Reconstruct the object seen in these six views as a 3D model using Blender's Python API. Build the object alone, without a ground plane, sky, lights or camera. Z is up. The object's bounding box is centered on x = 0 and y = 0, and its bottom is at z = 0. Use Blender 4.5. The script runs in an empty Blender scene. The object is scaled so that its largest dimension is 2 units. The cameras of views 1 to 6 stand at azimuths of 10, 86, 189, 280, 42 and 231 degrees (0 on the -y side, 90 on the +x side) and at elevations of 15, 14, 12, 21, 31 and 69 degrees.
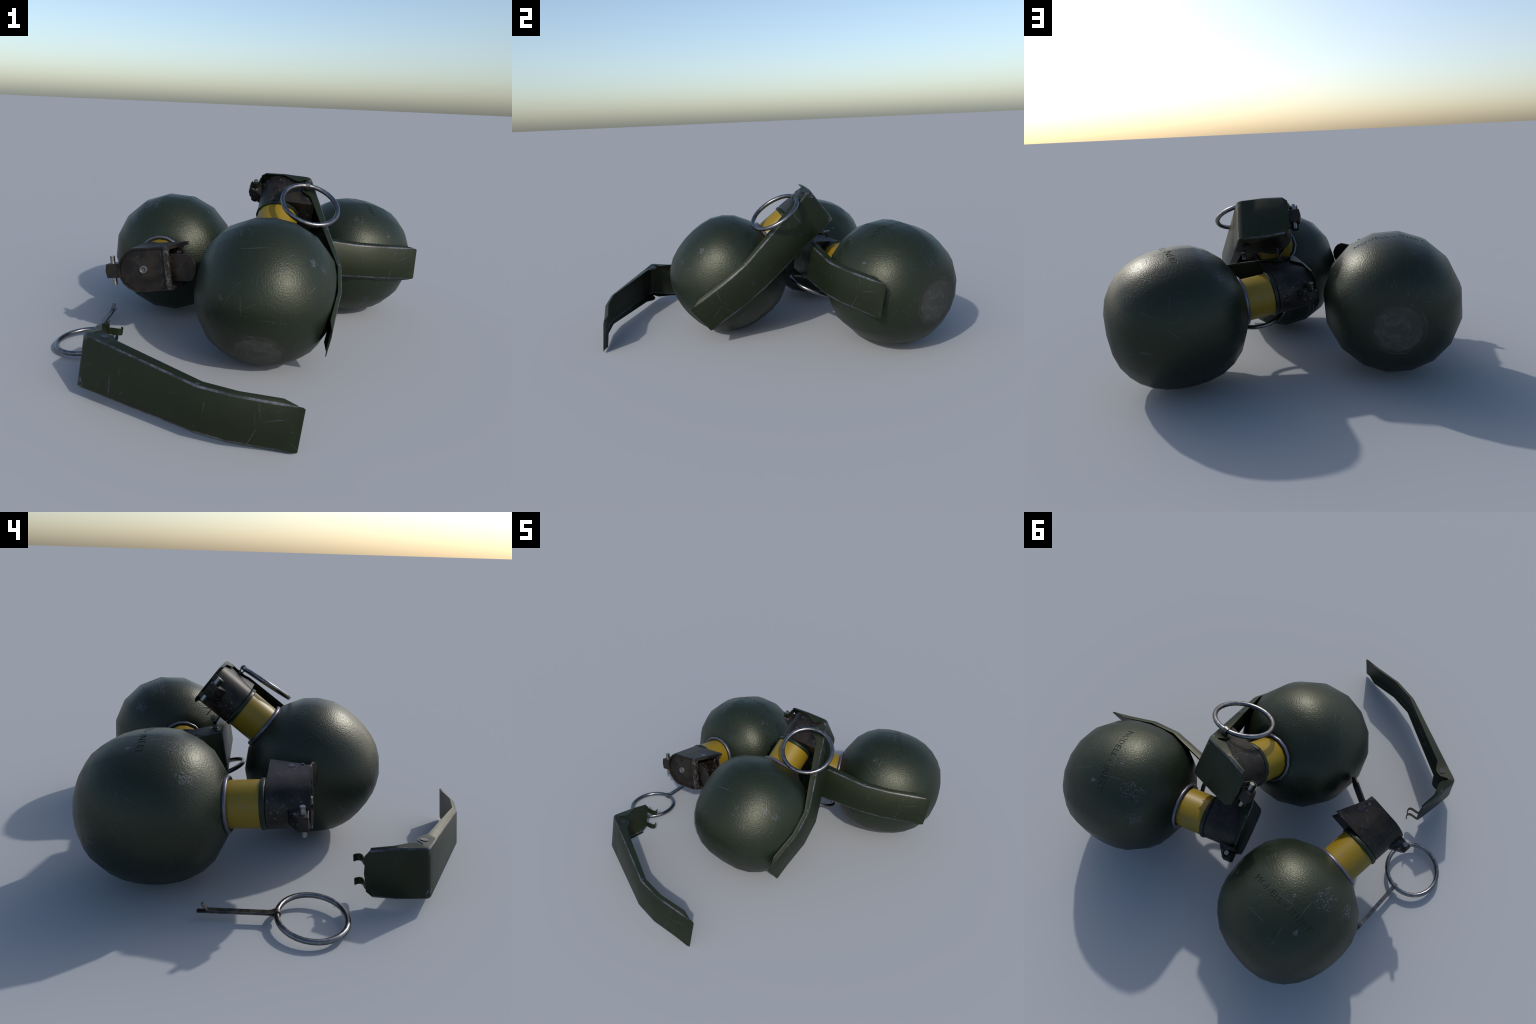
import bpy, bmesh, math, random
from mathutils import Vector, Matrix

random.seed(11)
SC = bpy.context.scene.collection

# ------------------------------------------------------------------ helpers
def new_obj(name, mesh, mats, parent=None, matrix=None):
    ob = bpy.data.objects.new(name, mesh)
    SC.objects.link(ob)
    if not mesh.materials:
        for m in mats:
            mesh.materials.append(m)
    if parent is not None:
        ob.parent = parent
        ob.matrix_parent_inverse = Matrix.Identity(4)
    if matrix is not None:
        ob.matrix_basis = matrix
    return ob

def mesh_from_bm(bm, name, smooth_angle=None):
    bmesh.ops.recalc_face_normals(bm, faces=bm.faces[:])
    me = bpy.data.meshes.new(name)
    bm.to_mesh(me)
    bm.free()
    if smooth_angle is not None:
        finish_shading(me, smooth_angle)
    return me

def finish_shading(me, deg):
    for p in me.polygons:
        p.use_smooth = True
    me.set_sharp_from_angle(angle=math.radians(deg))

def lathe(bm, profile, segs, phase=0.0, mat=0, closed_profile=False):
    """revolve (radius, z) points about z"""
    rings = []
    for r, z in profile:
        if r < 1e-6:
            rings.append([bm.verts.new((0, 0, z))])
        else:
            rings.append([bm.verts.new((r * math.cos(phase + 2 * math.pi * k / segs),
                                        r * math.sin(phase + 2 * math.pi * k / segs), z)) for k in range(segs)])
    pairs = list(zip(rings[:-1], rings[1:]))
    if closed_profile:
        pairs.append((rings[-1], rings[0]))
    for a, b in pairs:
        for k in range(segs):
            k2 = (k + 1) % segs
            if len(a) == 1 and len(b) == 1:
                continue
            if len(a) == 1:
                f = bm.faces.new((a[0], b[k2], b[k]))
            elif len(b) == 1:
                f = bm.faces.new((a[k], a[k2], b[0]))
            else:
                f = bm.faces.new((a[k], a[k2], b[k2], b[k]))
            f.material_index = mat

def prism(bm, pts, d0, d1, plane='xy', mat=0, bevel=0.0, segs=2):
    """extrude a 2D outline between two depths. plane: xy (depth z), xz (depth y)"""
    def P(a, b, d):
        return (a, b, d) if plane == 'xy' else (a, d, b)
    lo = [bm.verts.new(P(a, b, d0)) for a, b in pts]
    hi = [bm.verts.new(P(a, b, d1)) for a, b in pts]
    fs = [bm.faces.new(lo[::-1]), bm.faces.new(hi)]
    n = len(pts)
    for i in range(n):
        fs.append(bm.faces.new((lo[i], lo[(i + 1) % n], hi[(i + 1) % n], hi[i])))
    for f in fs:
        f.material_index = mat
    bmesh.ops.recalc_face_normals(bm, faces=fs)
    if bevel > 0:
        edges = {e for f in fs for e in f.edges}
        bmesh.ops.bevel(bm, geom=list(edges), offset=bevel, segments=segs, affect='EDGES', profile=0.6,
                        clamp_overlap=True)

def box(bm, x, y, z, **k):
    prism(bm, [(x[0], y[0]), (x[1], y[0]), (x[1], y[1]), (x[0], y[1])], z[0], z[1], 'xy', **k)

def cyl_y(bm, cx, cz, r, y0, y1, segs=16, mat=0, bev=0.0):
    pts = [(cx + r * math.cos(2 * math.pi * k / segs), cz + r * math.sin(2 * math.pi * k / segs)) for k in range(segs)]
    prism(bm, pts, y0, y1, 'xz', mat=mat)

def strip(bm, path, x0, x1, thick, axis='yz', mat=0):
    """flat band following a 2D path, given width along the remaining axis"""
    n = len(path)
    up, dn = [], []
    for i, (a, b) in enumerate(path):
        pa, pb = path[max(i - 1, 0)], path[min(i + 1, n - 1)]
        tx, ty = pb[0] - pa[0], pb[1] - pa[1]
        L = math.hypot(tx, ty) or 1
        nx, ny = -ty / L * thick / 2, tx / L * thick / 2
        up.append((a + nx, b + ny)); dn.append((a - nx, b - ny))
    def P(w, q):
        return (w, q[0], q[1]) if axis == 'yz' else (q[0], w, q[1])
    V = [[bm.verts.new(P(x0, q)) for q in up], [bm.verts.new(P(x1, q)) for q in up],
         [bm.verts.new(P(x1, q)) for q in dn], [bm.verts.new(P(x0, q)) for q in dn]]
    fs = []
    for c in range(4):
        A, B = V[c], V[(c + 1) % 4]
        for i in range(n - 1):
            fs.append(bm.faces.new((A[i], A[i + 1], B[i + 1], B[i])))
    fs.append(bm.faces.new([V[c][0] for c in range(4)]))
    fs.append(bm.faces.new([V[c][-1] for c in range(3, -1, -1)]))
    for f in fs:
        f.material_index = mat

# ------------------------------------------------------------------ materials
class NT:
    def __init__(self, name):
        self.m = bpy.data.materials.new(name)
        self.m.use_nodes = True
        self.t = self.m.node_tree
        self.b = self.t.nodes['Principled BSDF']
        self.tc = self.t.nodes.new('ShaderNodeTexCoord')
        self.obj = self.tc.outputs['Object']
    def n(self, typ, **k):
        nd = self.t.nodes.new(typ)
        for a, v in k.items():
            setattr(nd, a, v)
        return nd
    def link(self, a, b):
        self.t.links.new(a, b)
    def val(self, sock, v):
        if isinstance(v, (int, float)):
            sock.default_value = v
        elif isinstance(v, (tuple, list, Vector)):
            v = tuple(v)
            if len(sock.default_value) == 4 and len(v) == 3:
                v = v + (1.0,)
            sock.default_value = v
        else:
            self.link(v, sock)
    def math(self, op, a, b=0.0, c=0.0, clamp=False):
        nd = self.n('ShaderNodeMath', operation=op, use_clamp=clamp)
        for i, v in enumerate((a, b, c)):
            self.val(nd.inputs[i], v)
        return nd.outputs[0]
    def vmath(self, op, a, b=(0, 0, 0), out=0):
        nd = self.n('ShaderNodeVectorMath', operation=op)
        self.val(nd.inputs[0], a); self.val(nd.inputs[1], b)
        return nd.outputs['Value'] if op in ('DOT_PRODUCT', 'LENGTH', 'DISTANCE') else nd.outputs[out]
    def mapr(self, v, a, b, c=0.0, d=1.0):
        nd = self.n('ShaderNodeMapRange')
        nd.interpolation_type = 'SMOOTHSTEP'
        for i, q in enumerate((v, a, b, c, d)):
            self.val(nd.inputs[i], q)
        return nd.outputs[0]
    def noise(self, scale, detail=2.0, rough=0.5, vec=None, dist=0.0):
        nd = self.n('ShaderNodeTexNoise')
        self.link(vec or self.obj, nd.inputs['Vector'])
        nd.inputs['Scale'].default_value = scale
        nd.inputs['Detail'].default_value = detail
        nd.inputs['Roughness'].default_value = rough
        nd.inputs['Distortion'].default_value = dist
        return nd.outputs['Fac']
    def mix(self, f, a, b):
        nd = self.n('ShaderNodeMix', data_type='RGBA')
        self.val(nd.inputs['Factor'], f)
        self.val(nd.inputs[6], a); self.val(nd.inputs[7], b)
        return nd.outputs[2]
    def bump(self, h, strength, dist, normal=None):
        nd = self.n('ShaderNodeBump')
        nd.inputs['Strength'].default_value = strength
        nd.inputs['Distance'].default_value = dist
        self.link(h, nd.inputs['Height'])
        if normal is not None:
            self.link(normal, nd.inputs['Normal'])
        return nd.outputs[0]
    def mapped(self, scale=(1, 1, 1), rot=(0, 0, 0), loc=(0, 0, 0)):
        nd = self.n('ShaderNodeMapping')
        nd.inputs['Scale'].default_value = scale
        nd.inputs['Rotation'].default_value = rot
        nd.inputs['Location'].default_value = loc
        self.link(self.obj, nd.inputs['Vector'])
        return nd.outputs[0]
    def scratches(self, scale, width, length, keep, loc=(0, 0, 0)):
        """one straight scratch per Voronoi cell, random direction, 'keep' of the cells"""
        v = self.mapped((scale,) * 3, loc=loc)
        vo = self.n('ShaderNodeTexVoronoi')
        vo.inputs['Scale'].default_value = 1.0
        vo.inputs['Randomness'].default_value = 1.0
        self.link(v, vo.inputs['Vector'])
        rel = self.vmath('SUBTRACT', v, vo.outputs['Position'])
        dirv = self.vmath('NORMALIZE', self.vmath('SUBTRACT', vo.outputs['Color'], (0.5, 0.5, 0.5)))
        d = self.math('ABSOLUTE', self.vmath('DOT_PRODUCT', rel, dirv))
        line = self.mapr(d, width * scale * 0.35, width * scale, 1.0, 0.0)
        dist = self.vmath('LENGTH', rel)
        fade = self.mapr(dist, length * scale * 0.3, length * scale, 1.0, 0.0)
        wn = self.n('ShaderNodeTexWhiteNoise')
        wn.noise_dimensions = '3D'
        self.link(vo.outputs['Position'], wn.inputs['Vector'])
        sel = self.math('LESS_THAN', wn.outputs['Value'], keep)
        brk = self.mapr(self.noise(140, 2.0, 0.6), 0.38, 0.55)
        return self.math('MULTIPLY', self.math('MULTIPLY', line, fade), self.math('MULTIPLY', sel, brk))
    def out(self, color=None, rough=None, metal=None, normal=None, spec=None, tint=None):
        for k, v in (('Base Color', color), ('Roughness', rough), ('Metallic', metal), ('Specular IOR Level', spec), ('Specular Tint', tint)):
            if v is not None:
                self.val(self.b.inputs[k], v)
        if normal is not None:
            self.link(normal, self.b.inputs['Normal'])
        return self.m

WEAR = (0.105, 0.105, 0.150)

def mat_body():
    N = NT('olive_textured_paint')
    big = N.noise(5.0, 3.0)
    base = N.mix(big, (0.0076, 0.0127, 0.0074), (0.0102, 0.0160, 0.0092))
    # scuffed speckle patches (centre, radius, strength) in the grenade's own frame
    patches = [((-.168, .216, .198), .060, 1.0), ((-.080, .324, -.027), .024, 1.0), ((.040, .326, .068), .024, .9),
               ((.246, .207, .090), .022, 1.0), ((-.055, .285, .165), .090, .72), ((-.176, -.209, -.194), .022, 1.0),
               ((.195, -.268, .005), .036, 1.0), ((.245, -.225, .008), .034, .9), ((.283, -.110, .141), .026, 1.0), ((.226, .217, .122), .030, 1.0),
               ((.136, -.278, -.128), .030, .7), ((.296, .146, -.058), .020, .9), ((.05, .20, -.26), .05, .5)]
    mask = None
    for c, r, s in patches:
        d = N.vmath('DISTANCE', N.obj, c)
        k = N.mapr(d, r * 0.25, r, s, 0.0)
        mask = k if mask is None else N.math('MAXIMUM', mask, k)
    fine = N.noise(95.0, 4.0, 0.62)
    thr = N.math('SUBTRACT', 0.72, N.math('MULTIPLY', mask, 0.245))
    speck = N.math('MULTIPLY', N.mapr(N.math('SUBTRACT', fine, thr), -0.02, 0.09), N.mapr(mask, 0.02, 0.2))
    stray = N.mapr(N.noise(60.0, 3.0, 0.6, vec=N.mapped(loc=(3, 1, 2))), 0.71, 0.77, 0.0, 0.8)
    s1 = N.scratches(6.5, 0.0015, 0.095, 0.55)
    s2 = N.scratches(11.0, 0.0012, 0.055, 0.50, loc=(4.1, 2.2, 7.3))
    s3 = N.scratches(15.0, 0.0010, 0.038, 0.45, loc=(9.4, 5.6, 1.3))
    near = N.math('MAXIMUM', N.scratches(24.0, 0.0015, 0.040, 0.85, loc=(1.7, 8.8, 3.1)), N.scratches(17.0, 0.0014, 0.055, 0.85, loc=(6.7, 0.8, 4.1)))
    near = N.math('MULTIPLY', N.math('MULTIPLY', near, 1.3), N.mapr(mask, 0.05, 0.45))
    sc = N.math('MAXIMUM', N.math('MAXIMUM', s1, s2), N.math('MAXIMUM', s3, near))
    wear = N.math('MAXIMUM', N.math('MULTIPLY', sc, 0.36), N.math('MAXIMUM', N.math('MULTIPLY', speck, 0.52), N.math('MULTIPLY', stray, 0.40)))
    # scuffed flat at the pole opposite the neck: rings of rubbed paint
    sep = N.n('ShaderNodeSeparateXYZ'); N.link(N.obj, sep.inputs[0])
    rad = N.math('SQRT', N.math('ADD', N.math('MULTIPLY', sep.outputs[0], sep.outputs[0]),
                                N.math('MULTIPLY', sep.outputs[1], sep.outputs[1])))
    low = N.math('LESS_THAN', sep.outputs[2], -0.2)
    wob = N.math('ADD', rad, N.math('MULTIPLY', N.math('SUBTRACT', N.noise(16.0, 3.0), 0.5), 0.028))
    disc = N.math('MULTIPLY', N.mapr(N.math('ADD', wob, N.math('MULTIPLY', N.math('SUBTRACT', N.noise(45.0, 3.0), 0.5), 0.022)), 0.094, 0.120, 1.0, 0.0), low)
    halo = N.math('MULTIPLY', N.mapr(rad, 0.10, 0.225, 1.0, 0.0), low)
    def swirl(fr, fa, seed):
        nd = N.n('ShaderNodeTexNoise'); nd.noise_dimensions = '3D'
        cmb = N.n('ShaderNodeCombineXYZ')
        d = N.math('MAXIMUM', rad, 0.004)
        N.link(N.math('MULTIPLY', wob, fr), cmb.inputs[0])
        N.link(N.math('MULTIPLY', N.math('DIVIDE', sep.outputs[0], d), fa), cmb.inputs[1])
        N.link(N.math('ADD', N.math('MULTIPLY', N.math('DIVIDE', sep.outputs[1], d), fa), seed), cmb.inputs[2])
        N.link(cmb.outputs[0], nd.inputs['Vector']); nd.inputs['Scale'].default_value = 1.0
        nd.inputs['Detail'].default_value = 3.0
        return nd.outputs['Fac']
    rings = N.mapr(swirl(62.0, 0.8, 0.0), 0.38, 0.74)
    arcs = N.mapr(swirl(230.0, 0.7, 5.0), 0.54, 0.66)
    band = N.math('MULTIPLY', N.mapr(rad, 0.092, 0.104), N.mapr(rad, 0.122, 0.134, 1.0, 0.0))
    arcs = N.math('MULTIPLY', N.math('MULTIPLY', arcs, band), low)
    grit = N.mapr(N.noise(120.0, 3.0, 0.7), 0.35, 0.75)
    blotch = N.mapr(N.noise(17.0, 2.0, vec=N.mapped(loc=(2.3, .4, 1.0))), 0.40, 0.62)
    dval = N.math('MULTIPLY', disc, N.math('ADD', 0.26, N.math('ADD', N.math('MULTIPLY', rings, 0.22),
                  N.math('MULTIPLY', N.math('MULTIPLY', grit, blotch), 0.62))))
    dval = N.math('MAXIMUM', dval, N.math('MULTIPLY', arcs, 0.55))
    col = N.mix(N.math('MULTIPLY', halo, 0.40), base, (0.021, 0.0215, 0.019))
    col = N.mix(N.math('MINIMUM', dval, 1.0), col, (0.072, 0.070, 0.070))
    col = N.mix(wear, col, WEAR)
    # pebbled casting skin
    pebble = N.noise(150.0, 1.5, 0.5, dist=0.5)
    fade = N.math('SUBTRACT', 1.0, N.math('MULTIPLY', halo, 0.6))
    h = N.math('SUBTRACT', N.math('MULTIPLY', pebble, fade), N.math('MULTIPLY', wear, 0.25))
    nrm = N.bump(h, 0.40, 0.0034)
    rough = N.math('ADD', 0.405, N.math('MULTIPLY', halo, 0.20))
    rough = N.math('ADD', rough, N.math('MULTIPLY', wear, 0.10))
    return N.out(col, rough, 0.0, nrm, 0.39, (0.97, 1.0, 0.83))

def mat_lever():
    N = NT('olive_sheet_metal_paint')
    base = N.mix(N.noise(7.0, 3.0), (0.0064, 0.0106, 0.0050), (0.0092, 0.0139, 0.0062))
    s1 = N.scratches(10.0, 0.0014, 0.060, 0.40)
    s2 = N.scratches(17.0, 0.0011, 0.036, 0.38, loc=(3.3, 1.2, 6.1))
    stray = N.mapr(N.noise(75.0, 3.0, 0.6), 0.71, 0.77, 0.0, 0.8)
    wear = N.math('MAXIMUM', N.math('MULTIPLY', N.math('MAXIMUM', s1, s2), 0.36), N.math('MULTIPLY', stray, 0.45))
    rub = None
    for c, r in (((.153, -.090, .678), .045), ((.153, .100, .678), .030), ((.150, -.113, .660), .030), ((.255, -.100, .360), .030),
                 ((.335, .098, .150), .022), ((.335, -.098, .150), .022), ((.060, .113, .690), .030)):
        k = N.mapr(N.vmath('DISTANCE', N.obj, c), r * 0.2, r, 1.0, 0.0)
        rub = k if rub is None else N.math('MAXIMUM', rub, k)
    flake = N.mapr(N.math('SUBTRACT', N.noise(70.0, 4.0, 0.65, vec=N.mapped((1.0, 1.0, 2.2))), N.math('SUBTRACT', 0.74, N.math('MULTIPLY', rub, 0.24))), -0.01, 0.05)
    wear = N.math('MAXIMUM', wear, N.math('MULTIPLY', N.math('MULTIPLY', flake, N.mapr(rub, 0.02, 0.2)), 0.75))
    col = N.mix(wear, base, WEAR)
    nrm = N.bump(N.math('ADD', N.noise(24.0, 2.0), N.math('MULTIPLY', N.noise(120.0, 2.0), 0.25)), 0.12, 0.004)
    return N.out(col, N.math('ADD', 0.40, N.math('MULTIPLY', N.noise(14.0, 2.0), 0.1)), 0.0, nrm, 0.30, (0.97, 1.0, 0.81))

def mat_edge():
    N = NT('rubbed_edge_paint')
    wearm = N.mapr(N.math('ADD', N.noise(34.0, 4.0, 0.7), N.math('MULTIPLY', N.noise(6.0, 1.0), 0.50)), 0.62, 0.98)
    col = N.mix(N.math('MULTIPLY', wearm, 0.80), (0.011, 0.0155, 0.012), (0.100, 0.100, 0.140))
    return N.out(col, 0.42, 0.0, None, 0.5)

def mat_yellow():
    N = NT('yellow_painted_neck')
    base = N.mix(N.noise(9.0, 2.0), (0.188, 0.125, 0.0062), (0.222, 0.147, 0.0082))
    chips = N.math('MULTIPLY', N.mapr(N.noise(58.0, 3.0, 0.55), 0.60, 0.66), N.mapr(N.noise(14.0, 1.0), 0.46, 0.58))
    sep = N.n('ShaderNodeSeparateXYZ'); N.link(N.obj, sep.inputs[0])
    dirt = N.mapr(sep.outputs[2], 0.345, 0.322)
    col = N.mix(N.math('MULTIPLY', chips, 0.55), base, (0.13, 0.12, 0.09))
    col = N.mix(N.math('MULTIPLY', dirt, 0.5), col, (0.06, 0.045, 0.015))
    return N.out(col, 0.42, 0.0, N.bump(N.noise(40.0, 2.0), 0.05, 0.003), 0.34)

def mat_housing():
    N = NT('blackened_fuze_metal')
    big = N.noise(13.0, 3.0, 0.6)
    col = N.mix(N.mapr(big, 0.35, 0.65), (0.0044, 0.0040, 0.0038), (0.0175, 0.0138, 0.0104))
    patch = N.mapr(N.noise(11.0, 2.0, vec=N.mapped(loc=(1, 5, 2))), 0.48, 0.62)
    speck = N.math('MULTIPLY', N.mapr(N.noise(75.0, 4.0, 0.65), 0.56, 0.66), patch)
    sep = N.n('ShaderNodeSeparateXYZ'); N.link(N.obj, sep.inputs[0])
    speck = N.math('MULTIPLY', speck, N.mapr(sep.outputs[2], 0.670, 0.655))
    sc = N.scratches(20.0, 0.0016, 0.030, 0.35)
    wear = N.math('MAXIMUM', N.math('MULTIPLY', speck, 0.75), N.math('MULTIPLY', sc, 0.4))
    col = N.mix(wear, col, (0.13, 0.13, 0.15))
    nrm = N.bump(N.noise(50.0, 3.0), 0.10, 0.004)
    return N.out(col, N.math('ADD', 0.40, N.math('MULTIPLY', big, 0.12)), 0.0, nrm, 0.26)

def mat_bar():
    N = NT('rubbed_fuze_bar')
    col = N.mix(N.mapr(N.noise(55.0, 4.0, 0.7), 0.46, 0.66), (0.012, 0.0105, 0.0095), (0.070, 0.066, 0.064))
    return N.out(col, 0.42, 0.0, None, 0.3)

def mat_steel(name, col, rough, dark=0.55, metal=1.0, seam=False):
    N = NT(name)
    f = N.mapr(N.noise(38.0, 3.0, 0.6), 0.35, 0.7)
    c = N.mix(f, tuple(x * dark for x in col), col)
    if seam:   # hair-line joint where the ring wire meets itself
        sep = N.n('ShaderNodeSeparateXYZ'); N.link(N.obj, sep.inputs[0])
        g = N.math('MULTIPLY', N.math('LESS_THAN', N.math('ABSOLUTE', N.math('ADD', sep.outputs[0], 0.006)), 0.0008),
                   N.math('LESS_THAN', sep.outputs[1], 0.0))
        c = N.mix(N.math('MULTIPLY', g, 0.85), c, (0.02, 0.02, 0.02))
    return N.out(c, N.math('ADD', rough, N.math('MULTIPLY', f, 0.08)), metal, N.bump(N.noise(60.0, 2.0), 0.06, 0.003), 0.5)

def mat_neckring():
    N = NT('rubbed_neck_ring')
    sep = N.n('ShaderNodeSeparateXYZ'); N.link(N.obj, sep.inputs[0])
    rad = N.math('SQRT', N.math('ADD', N.math('MULTIPLY', sep.outputs[0], sep.outputs[0]),
                                N.math('MULTIPLY', sep.outputs[1], sep.outputs[1])))
    bare = N.mapr(rad, 0.1150, 0.1180)
    col = N.mix(bare, (0.012, 0.016, 0.009), N.mix(N.noise(30.0, 3.0), (0.085, 0.085, 0.112), (0.15, 0.145, 0.18)))
    return N.out(col, 0.36, N.math('MULTIPLY', bare, 0.6), None, 0.5)

def mat_plain(name, col, rough, metal=0.0, spec=0.5):
    N = NT(name)
    f = N.noise(20.0, 2.0)
    return N.out(N.mix(f, tuple(x * .8 for x in col), tuple(x * 1.2 for x in col)), rough, metal, None, spec)

M_BODY, M_LEVER, M_EDGE, M_YEL = mat_body(), mat_lever(), mat_edge(), mat_yellow()
M_HOUSE, M_BAR, M_NRING = mat_housing(), mat_bar(), mat_neckring()
M_STEEL = mat_steel('pull_ring_steel', (0.215, 0.215, 0.225), 0.27, dark=0.7, seam=True)
M_PIN = mat_steel('pin_steel', (0.34, 0.34, 0.34), 0.34)
M_COTTER = mat_steel('split_pin_steel', (0.20, 0.19, 0.18), 0.36)
M_COLLAR = mat_plain('dark_green_collar', (0.0085, 0.0140, 0.0075), 0.42, 0.0, 0.28)
M_RIVET = mat_plain('rivet_metal', (0.014, 0.015, 0.019), 0.26, 0.0)
M_PRIMER = mat_plain('primer_metal', (0.085, 0.090, 0.098), 0.42, 0.2)
M_LETTER = mat_plain('letter_green_lightened_for_glints', (0.0120, 0.0185, 0.0110), 0.34)  # body green lightened so the cut letters read with lit edges
M_VOID = mat_plain('dark_socket', (0.006, 0.006, 0.006), 0.7)

# ------------------------------------------------------------------ part meshes (grenade frame: ball centre = origin,
# neck along +z, lever on +x, pull ring on -y)
SEG = 16
BODY_PROFILE = [(0, -.3265), (.096, -.3195), (.163, -.300), (.219, -.266), (.260, -.228), (.296, -.175), (.320, -.116),
                (.3335, -.055), (.3395, .010), (.338, .072), (.326, .140), (.293, .205), (.2455, .259), (.177, .300),
                (.142, .3195), (.124, .3220), (.104, .3230)]

def make_body():
    bm = bmesh.new()
    lathe(bm, BODY_PROFILE, SEG)
    return mesh_from_bm(bm, 'body', 60)

def body_radius(z):
    pr = BODY_PROFILE[:14]
    for (r0, z0), (r1, z1) in zip(pr[:-1], pr[1:]):
        if z0 <= z <= z1:
            return r0 + (r1 - r0) * (z - z0) / (z1 - z0)
    return pr[-1][0]

def facet_radius(ang, z):
    """distance of the 16-sided body surface from its axis"""
    step = 2 * math.pi / SEG
    a = (ang % step) - step / 2
    return body_radius(z) * math.cos(step / 2) / math.cos(a)

def make_neck():
    bm = bmesh.new()
    lathe(bm, [(.1055, .322), (.1055, .478)], SEG)
    return mesh_from_bm(bm, 'neck', 40)

def make_neck_ring():
    bm = bmesh.new()
    lathe(bm, [(.104, .3360), (.1150, .3370), (.1180, .3398), (.1225, .3390), (.1258, .3355), (.1270, .3300), (.1260, .3245), (.1225, .3200), (.117, .3180)], SEG)
    return mesh_from_bm(bm, 'neck_ring', 50)

def make_collar():
    bm = bmesh.new()
    lathe(bm, [(.1050, .4735), (.1095, .4740), (.1128, .4768), (.1130, .4850), (.1128, .4920), (.1100, .4958), (.1060, .4970), (.0985, .4970), (.0985, .5010)], SEG)
    return mesh_from_bm(bm, 'collar', 40)

HW = .1065          # half width of the fuze housing
Z0, Z1, ZR = .4990, .6745, .6855
def front_x(z):
    return .207 - (z - .4986) * (.207 - .146) / (.662 - .4986)

def d_arc(r, n=11):
    return [(r * math.cos(math.radians(a)), r * math.sin(math.radians(a)))
            for a in [106 + (254 - 106) * i / (n - 1) for i in range(n)]]

def make_housing():
    bm = bmesh.new()
    arc = d_arc(HW + .001, 9)
    arc[0] = (arc[0][0], HW); arc[-1] = (arc[-1][0], -HW)
    prism(bm, [(.060, HW)] + arc + [(.060, -HW)], Z0, Z1)
    # raised rim round the recessed top
    ain = [(x * .92, y * .92) for x, y in arc]
    ain[0] = (arc[0][0] + .003, HW - .0085); ain[-1] = (arc[-1][0] + .003, -HW + .0085)
    out = [(.1285, HW)] + arc + [(.1285, -HW)]
    inn = [(.1285, HW - .0085)] + ain + [(.1285, -HW + .0085)]
    n = len(out)
    rings = [[bm.verts.new((x, y, z)) for x, y in pl] for pl, z in ((out, Z1), (out, ZR), (inn, ZR), (inn, Z1))]
    for a, b in zip(rings[:-1], rings[1:]):
        for i in range(n - 1):
            bm.faces.new((a[i], a[i + 1], b[i + 1], b[i]))
    for i in (0, n - 1):
        bm.faces.new([r[i] for r in rings])
    # side cheeks of the bracket, open at the front
    side = [(.0602, Z0), (front_x(Z0), Z0), (front_x(.655), .655), (.1285, Z1), (.0602, Z1)]
    for s in (1, -1):
        prism(bm, side, *sorted((s * HW, s * (HW - .018))), plane='xz')
    box(bm, (.0602, .1285), (-.0884, .0884), (.662, .6745))
    box(bm, (.0602, .180), (-.0884, .0884), (Z0 + .0005, .512))
    me = mesh_from_bm(bm, 'fuze_housing', 32)
    return me

def make_bar():
    bm = bmesh.new()
    box(bm, (.1230, .1500), (-HW + .0012, HW - .0012), (.6560, .6868), bevel=.009, segs=3)
    return mesh_from_bm(bm, 'hinge_bar', 35)

def make_lug():
    bm = bmesh.new()
    # side profile swept in y, outer end slightly pointed
    prof = [(-.085, .590), (-.106, .590), (-.168, .634), (-.168, .6765), (-.085, .6765)]
    ys = [-.0345, 0.0, .0345]
    rows = []
    for y in ys:
        rows.append([bm.verts.new((x - (.0065 if (y == 0 and x < -.15) else 0), y, z)) for x, z in prof])
    n = len(prof)
    for a, b in zip(rows[:-1], rows[1:]):
        for i in range(n):
            bm.faces.new((a[i], a[(i + 1) % n], b[(i + 1) % n], b[i]))
    bm.faces.new(rows[0][::-1]); bm.faces.new(rows[-1])
    bmesh.ops.recalc_face_normals(bm, faces=bm.faces[:])
    bmesh.ops.bevel(bm, geom=bm.edges[:], offset=.0022, segments=1, affect='EDGES')
    return mesh_from_bm(bm, 'hinge_lug', 30)

def make_pivot():
    bm = bmesh.new()
    cyl_y(bm, -.1395, .6548, .0118, -.0716, .0716, 18)
    es = [e for e in bm.edges if abs(e.verts[0].co.y - e.verts[1].co.y) < 1e-6]
    bmesh.ops.bevel(bm, geom=es, offset=.0012, segments=2, affect='EDGES')
    return mesh_from_bm(bm, 'pivot_pin', 35)

def make_side_rivet():
    bm = bmesh.new()
    cyl_y(bm, .1387, .5985, .0145, HW - .004, HW + .0016, 20)
    cyl_y(bm, .1387, .5985, .0145, -HW - .0016, -HW + .004, 20)
    cyl_y(bm, .1450, .6470, .0065, HW - .004, HW + .0050, 14)
    cyl_y(bm, .1450, .6470, .0065, -HW - .0050, -HW + .004, 14)
    return mesh_from_bm(bm, 'side_rivet', 35)

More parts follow.
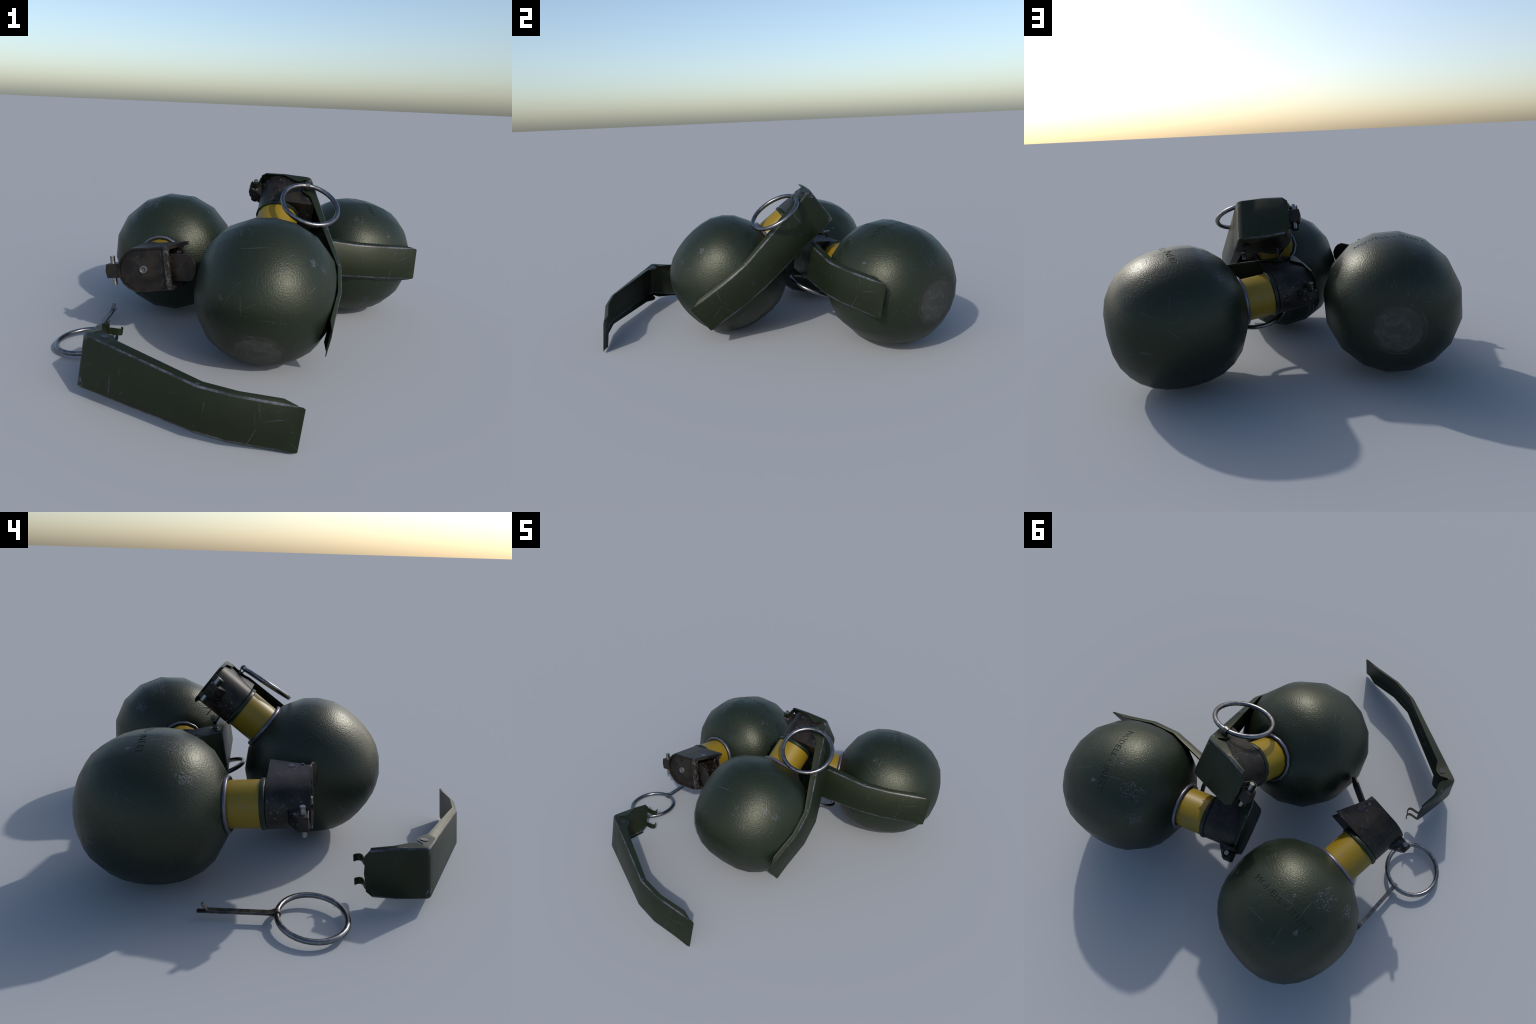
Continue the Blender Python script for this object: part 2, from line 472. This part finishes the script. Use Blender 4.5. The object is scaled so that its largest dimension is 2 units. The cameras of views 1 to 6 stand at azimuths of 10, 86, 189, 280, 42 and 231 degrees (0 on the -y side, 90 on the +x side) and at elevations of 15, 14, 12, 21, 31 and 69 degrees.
def make_primer():
    bm = bmesh.new()
    prof = [(.0125, .6725), (.0125, .6820), (.0172, .6880), (.0195, .6865), (.0195, .6725)]
    prof = [(.0000, .6775), (.0100, .6775), (.0115, .6855), (.0140, .6875), (.0178, .6872), (.0192, .6850), (.0192, .6720)]
    lathe(bm, prof, 20)
    bmesh.ops.translate(bm, verts=bm.verts[:], vec=(.0195, .0004, 0))
    return mesh_from_bm(bm, 'primer_rivet', 40)

def make_striker():
    """flat flap with a rounded end, thrown open above the bracket mouth"""
    bm = bmesh.new()
    L = .155
    out = [(0, -.066), (L * .72, -.066), (L * .86, -.052), (L * .955, -.030), (L, 0), (L * .955, .030), (L * .86, .052), (L * .72, .066), (0, .066)]
    prism(bm, out, -.0045, .0045, 'xy', bevel=.0012, segs=1)
    a = math.atan2(.7016 - .644, .2872 - .1435)
    bmesh.ops.transform(bm, verts=bm.verts[:], matrix=Matrix.Translation((.1435, 0, .6445)) @ Matrix.Rotation(-a, 4, 'Y'))
    return mesh_from_bm(bm, 'striker', 35)

# --- the lever: a bent channel; each station gives plate point (x, z, half width) and flange point (x, z, half width)
def lever_w(z):
    return .0871 + (z - .150) / (.678 - .150) * (.1134 - .0871)

def lever_stations():
    S = [((-.0900, .6910, .1030), (-.0860, .6775, .1130)),
         ((.0090, .6920, .1130), (.0090, .6740, .1205)),
         ((.0318, .6920, .1134), (.0318, .6618, .1200)),
         ((.0760, .6920, .1134), (.0751, .6420, .1195)),
         ((.0925, .6920, .1134), (.0924, .6415, .1195)),
         ((.1200, .6915, .1134), (.1196, .6588, .1190)),
         ((.1380, .6895, .1134), (.1255, .6575, .1188)),
         ((.1480, .6840, .1134), (.1265, .6530, .1188)),
         ((.1550, .6740, .1132), (.1255, .6485, .1188))]
    def px(z):
        return .1550 + (.6740 - z) * (.3391 - .1550) / (.6740 - .1502)
    for z, f in ((.6245, (.1069, .6124, .1190)), (.600, (.1102, .5817, .1190)), (.581, (.1161, .5715, .1190)),
                 (.545, (.1579, .5400, .1194))):
        S.append(((px(z), z, lever_w(z)), f))
    S += [((.3391, .1502, .0871), (.3200, .1340, .1010)),
          ((.3486, .0051, .0873), (.3292, -.0031, .1009)),
          ((.3252, -.1550, .0872), (.3035, -.1647, .1015)),
          ((.3168, -.2190, .0872), (.3150, -.2200, .0915))]
    return S

def make_lever():
    bm = bmesh.new()
    S = lever_stations()
    rows = []
    for (x, z, w), (fx, fz, fw) in S:
        # unit vector from plate edge towards flange rim, for the small rounded fold between them
        e = Vector((x, w, z)); f = Vector((fx, fw, fz)); d = (f - e)
        r = min(.0054, d.length * .5)
        q = e + d.normalized() * r
        # points across: flange rim, fold low, fold high, middle ...
        cols = [(fx, -fw, fz), (q.x, -q.y, q.z), (x, -(w - r), z), (x, 0, z), (x, (w - r), z), (q.x, q.y, q.z), (fx, fw, fz)]
        rows.append([bm.verts.new(c) for c in cols])
    for a, b in zip(rows[:-1], rows[1:]):
        for k in range(6):
            f = bm.faces.new((a[k], a[k + 1], b[k + 1], b[k]))
            f.material_index = 1 if k in (1, 4) else 0
    # free end of the handle: plain tongue with clipped corners
    t = rows[-1]
    tip = [bm.verts.new(c) for c in ((.3150, -.0872, -.2385), (.3133, -.0825, -.2475), (.3133, 0, -.2475), (.3133, .0825, -.2475), (.3150, .0872, -.2385))]
    bm.faces.new((t[1], t[2], tip[1], tip[0])); bm.faces.new((t[2], t[3], tip[2], tip[1]))
    bm.faces.new((t[3], t[4], tip[3], tip[2])); bm.faces.new((t[4], t[5], tip[4], tip[3]))
    # hinge end of the cap: clipped corners and a faintly pointed middle
    h = rows[0]
    z = .6905
    cap = [bm.verts.new(c) for c in ((-.1135, -.0800, z), (-.1145, -.0393, z), (-.1185, 0, z), (-.1145, .0393, z), (-.1135, .0800, z))]
    bm.faces.new((h[1], h[2], cap[0])); bm.faces.new((h[2], h[3], cap[2], cap[1], cap[0]))
    bm.faces.new((h[3], h[4], cap[4], cap[3], cap[2])); bm.faces.new((h[4], h[5], cap[4]))
    bmesh.ops.recalc_face_normals(bm, faces=bm.faces[:])
    # make sure normals look outward, then thicken inward
    up = [f for f in bm.faces if f.calc_center_median().z > .685]
    if sum(f.normal.z for f in up) < 0:
        bmesh.ops.reverse_faces(bm, faces=bm.faces[:])
    me = bpy.data.meshes.new('safety_lever')
    me.materials.append(M_LEVER); me.materials.append(M_EDGE)
    bm.to_mesh(me); bm.free()
    tmp = bpy.data.objects.new('lever_build', me)
    SC.objects.link(tmp)
    so = tmp.modifiers.new('thick', 'SOLIDIFY')
    so.thickness = .0042; so.offset = -1.0; so.use_even_offset = False
    so.use_rim = True
    dg = bpy.context.evaluated_depsgraph_get()
    res = bpy.data.meshes.new_from_object(tmp.evaluated_get(dg))
    bpy.data.objects.remove(tmp)
    res.name = 'safety_lever'
    finish_shading(res, 38)
    return res

def make_eyelet():
    bm = bmesh.new()
    for s in (1, -1):
        vs = set(bm.verts)
        cyl_y(bm, 0, 0, .0165, -.0036, .0036, 22)
        new = [v for v in bm.verts if v not in vs]
        bmesh.ops.transform(bm, verts=new, matrix=Matrix.Translation((.1362, s * (.1166 - .0021), .5998)) @ Matrix.Rotation(-s * math.radians(7.7), 4, 'Z'))
    return mesh_from_bm(bm, 'pin_eyelet', 35)

HOOK = [(-.1060, .6885), (-.1120, .6868), (-.1165, .6790), (-.1205, .6600), (-.1245, .6455), (-.1300, .6380),
        (-.1380, .6350), (-.1460, .6365), (-.1535, .6410), (-.1590, .6480)]
def make_hook():
    bm = bmesh.new()
    for s in (1, -1):
        y = sorted((s * .0393, s * .0703))
        strip(bm, HOOK, y[0], y[1], .0050, axis='xz')
    return mesh_from_bm(bm, 'hinge_hook', 40)

def make_split_pin():
    """bent strip: eye round the pull ring at the origin, two legs along +y, upper leg tip bent up"""
    bm = bmesh.new()
    th, ro = .0058, .0150
    eye = [(-ro * math.cos(a), ro * math.sin(a)) for a in [math.radians(-128 + 256 * i / 14) for i in range(15)]]
    path = [(.322, -.0037), (.200, -.0037), (.100, -.0037), (.034, -.0037), (.0220, -.0060)] + eye + \
           [(.0220, .0060), (.034, .0037), (.100, .0037), (.200, .0037), (.274, .0037), (.280, .0055), (.2885, .0155), (.3010, .0330)]
    strip(bm, path, -.0105, .0105, th, axis='yz')
    return mesh_from_bm(bm, 'split_pin', 40)

RING_R, RING_T = .1428, .0122
def make_pull_ring():
    bm = bmesh.new()
    n, m = 32, 10
    V = [[bm.verts.new(((RING_R + RING_T * math.cos(b)) * math.cos(a), (RING_R + RING_T * math.cos(b)) * math.sin(a), RING_T * math.sin(b)))
          for b in [2 * math.pi * j / m for j in range(m)]] for a in [2 * math.pi * i / n for i in range(n)]]
    for i in range(n):
        for j in range(m):
            bm.faces.new((V[i][j], V[(i + 1) % n][j], V[(i + 1) % n][(j + 1) % m], V[i][(j + 1) % m]))
    return mesh_from_bm(bm, 'pull_ring', 60)

def make_letters():
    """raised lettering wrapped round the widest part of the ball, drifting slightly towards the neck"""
    cu = bpy.data.curves.new('lettering', 'FONT')
    cu.body = 'MODELL - INERT'
    cu.size = 1.0
    cu.extrude = 0.0
    cu.offset = 0.0
    cu.resolution_u = 3
    cu.space_character = 1.08
    to = bpy.data.objects.new('lettering', cu)
    SC.objects.link(to)
    dg = bpy.context.evaluated_depsgraph_get()
    me = bpy.data.meshes.new_from_object(to.evaluated_get(dg))
    bpy.data.objects.remove(to)
    bm = bmesh.new(); bm.from_mesh(me); bpy.data.meshes.remove(me)
    bmesh.ops.triangulate(bm, faces=bm.faces[:])
    bmesh.ops.remove_doubles(bm, verts=bm.verts[:], dist=1e-4)
    # cut finely so the letters follow the curve
    for _ in range(3):
        bmesh.ops.subdivide_edges(bm, edges=[e for e in bm.edges if abs(e.verts[0].co.x - e.verts[1].co.x) > .16], cuts=1)
        bmesh.ops.triangulate(bm, faces=bm.faces[:])
    xs = [v.co.x for v in bm.verts]; x0, x1 = min(xs), max(xs)
    cap = max(v.co.y for v in bm.verts)
    a0, a1 = math.radians(49.6), math.radians(110.6)
    H = .0305
    for v in bm.verts:
        u, h = (v.co.x - x0) / (x1 - x0), v.co.y / cap
        ang = a0 + (a1 - a0) * u
        z = -.001 + .025 * u + (h - .5) * H
        r = facet_radius(ang, z) + .004
        v.co = (r * math.cos(ang), r * math.sin(ang), z)
    ext = bmesh.ops.extrude_face_region(bm, geom=bm.faces[:])
    for v in [g for g in ext['geom'] if isinstance(g, bmesh.types.BMVert)]:
        v.co -= Vector((v.co.x, v.co.y, 0)).normalized() * .0066
    return mesh_from_bm(bm, 'lettering')

def profile_normal(r, z):
    pr = BODY_PROFILE
    seg = []
    for (r0, z0), (r1, z1) in zip(pr[:-1], pr[1:]):
        d = Vector((r1 - r0, z1 - z0)).normalized()
        seg.append(Vector((d.y, -d.x)))
    kn = [Vector((0, -1))] + [(a + b).normalized() for a, b in zip(seg[:-1], seg[1:])] + [seg[-1]]
    best = None
    for i, ((r0, z0), (r1, z1)) in enumerate(zip(pr[:-1], pr[1:])):
        d = Vector((r1 - r0, z1 - z0)); q = Vector((r - r0, z - z0))
        t = min(max(q.dot(d) / d.dot(d), 0), 1)
        e = (q - d * t).length
        if best is None or e < best[0]:
            best = (e, kn[i].lerp(kn[i + 1], t).normalized())
    return best[1]

def engrave(body, letters):
    """cut the lettering into the ball, then restore the smooth rolled normals of the casting"""
    body.materials.append(M_BODY); body.materials.append(M_LETTER)
    letters.materials.append(M_BODY); letters.materials.append(M_LETTER)
    for p in letters.polygons:
        p.material_index = 1
    A = bpy.data.objects.new('ball_build', body); B = bpy.data.objects.new('letter_build', letters)
    SC.objects.link(A); SC.objects.link(B)
    bo = A.modifiers.new('engrave', 'BOOLEAN')
    bo.operation = 'DIFFERENCE'; bo.object = B; bo.solver = 'EXACT'
    dg = bpy.context.evaluated_depsgraph_get()
    me = bpy.data.meshes.new_from_object(A.evaluated_get(dg))
    bpy.data.objects.remove(A); bpy.data.objects.remove(B)
    me.name = 'body'
    step = 2 * math.pi / SEG
    nrm = [None] * len(me.loops)
    for p in me.polygons:
        p.use_smooth = True
        for li in p.loop_indices:
            if p.material_index == 1:
                nrm[li] = tuple(p.normal)
                continue
            co = me.vertices[me.loops[li].vertex_index].co
            a = math.atan2(co.y, co.x)
            # radius the facet corner circle would have here
            k = math.cos((a % step) - step / 2) / math.cos(step / 2)
            n2 = profile_normal(math.hypot(co.x, co.y) * k, co.z)
            nrm[li] = (n2.x * math.cos(a), n2.x * math.sin(a), n2.y)
    me.normals_split_custom_set(nrm)
    return me

MESH = {'body': engrave(make_body(), make_letters()), 'neck': make_neck(), 'neck_ring': make_neck_ring(), 'collar': make_collar(),
        'fuze_housing': make_housing(), 'hinge_bar': make_bar(), 'hinge_lug': make_lug(), 'pivot_pin': make_pivot(),
        'side_rivet': make_side_rivet(), 'primer_rivet': make_primer(), 'striker': make_striker(),
        'safety_lever': make_lever(), 'hinge_hook': make_hook(), 'pin_eyelet': make_eyelet(), 'split_pin': make_split_pin(),
        'pull_ring': make_pull_ring()}

# ------------------------------------------------------------------ placement (position of ball centre, axes x/y/z as columns)
def frame(t, rows):
    m = Matrix(((rows[0][0], rows[0][1], rows[0][2], t[0]), (rows[1][0], rows[1][1], rows[1][2], t[1]),
                (rows[2][0], rows[2][1], rows[2][2], t[2]), (0, 0, 0, 1)))
    q = m.to_quaternion().normalized()
    return Matrix.LocRotScale(Vector(t), q, None)

POSE = {
    'spent': frame((-.5142, .3945, .3438), ((.9893, -.1328, .0607), (.0736, .0944, -.9928), (.1261, .9866, .1031))),
    'leaning': frame((.1401, -.2357, .3499), ((.9914, -.1242, -.0420), (.1086, .5989, .7934), (-.0734, -.7911, .6072))),
    'lying': frame((.5109, .6618, .3442), ((.4941, .0264, -.8690), (-.8600, .1613, -.4840), (.1274, .9865, .1024))),
}
LEVER_POSE = frame((.1590, -.6423, .0793), ((.0173, .1048, -.9943), (-.9916, .1293, -.0036), (.1282, .9860, .1062)))

def axes(o, x=None, y=None, z=None):
    """right-handed frame from two given directions"""
    if z is None:
        y = Vector(y).normalized(); x = (Vector(x) - Vector(x).dot(y) * y).normalized(); z = x.cross(y)
    else:
        y = Vector(y).normalized(); z = (Vector(z) - Vector(z).dot(y) * y).normalized(); x = y.cross(z)
    m = Matrix((x, y, z)).transposed().to_4x4()
    m.translation = Vector(o)
    return m

def ring_frame(centre, normal, joint):
    n = Vector(normal).normalized()
    d = Vector(joint) - Vector(centre)
    d = (d - d.dot(n) * n).normalized()
    m = axes(centre, x=d.cross(n), y=d)      # +y points to the joint, z = normal
    return m, Vector(centre) + d * RING_R

def add_pin(parent, inv, ringm, jp, ydir, zdir):
    pinm = axes(jp, y=ydir, z=zdir)
    pin = new_obj('split_pin', MESH['split_pin'], [M_COTTER], parent, inv @ pinm)
    new_obj('pull_ring', MESH['pull_ring'], [M_STEEL], pin, pinm.inverted() @ ringm)
    return pin

def add_lever(parent, m):
    lv = new_obj('safety_lever', MESH['safety_lever'], [M_LEVER, M_EDGE], parent, m)
    new_obj('hinge_hook', MESH['hinge_hook'], [M_LEVER], lv, Matrix.Identity(4))
    new_obj('pin_eyelet', MESH['pin_eyelet'], [M_RIVET], lv, Matrix.Identity(4))
    return lv

def build_grenade(key, label, armed):
    P = POSE[key]
    base = bpy.data.objects.new('inert_grenade', None)
    base.empty_display_size = .1
    SC.objects.link(base)
    base.location = (P.translation.x, P.translation.y, 0.0)
    base['label'] = label
    base['category'] = 'dummy grenade'
    bpy.context.view_layer.update()
    inv = base.matrix_basis.inverted()
    L = inv @ P
    I = Matrix.Identity(4)
    new_obj('body', MESH['body'], [M_BODY, M_LETTER], base, L)
    new_obj('neck_ring', MESH['neck_ring'], [M_NRING], base, L)
    new_obj('neck', MESH['neck'], [M_YEL], base, L)
    new_obj('collar', MESH['collar'], [M_COLLAR], base, L)
    hs = new_obj('fuze_housing', MESH['fuze_housing'], [M_HOUSE], base, L)
    new_obj('hinge_bar', MESH['hinge_bar'], [M_BAR], hs, I)
    new_obj('hinge_lug', MESH['hinge_lug'], [M_HOUSE], hs, I)
    new_obj('pivot_pin', MESH['pivot_pin'], [M_PIN], hs, I)
    new_obj('side_rivet', MESH['side_rivet'], [M_RIVET], hs, I)
    if armed:
        add_lever(base, L)
        rm, jp = ring_frame((.1587, -.1532, .4551), (.170, -.9784, .1176), (.1376, -.1387, .5954))
        add_pin(base, L, rm, jp, (0, 1, .005), (0, 0, 1))
    else:
        new_obj('primer_rivet', MESH['primer_rivet'], [M_PRIMER], hs, I)
        new_obj('striker', MESH['striker'], [M_HOUSE], hs, I)
    return base

build_grenade('spent', 'Dark green round dummy grenade, fuze bare, lever removed', False)
build_grenade('leaning', 'Dark green round dummy grenade leaning with lever and ring', True)
build_grenade('lying', 'Dark green round dummy grenade lying with lever and ring', True)

lever = add_lever(None, LEVER_POSE)
lever['label'] = 'Loose bent olive sheet metal safety lever'
lever['category'] = 'metal lever'

rm, jp = ring_frame((-.7344, -.3357, .0356), (-.0528, -.0320, .9981), (-.7448, -.1923, .0422))
pin = add_pin(None, Matrix.Identity(4), rm, jp, Vector((-.7945, .121, .040)) - jp, (0, 0, 1))
pin['label'] = 'Loose steel split pin with round pull ring'
pin['category'] = 'pull pin'

bpy.context.view_layer.update()
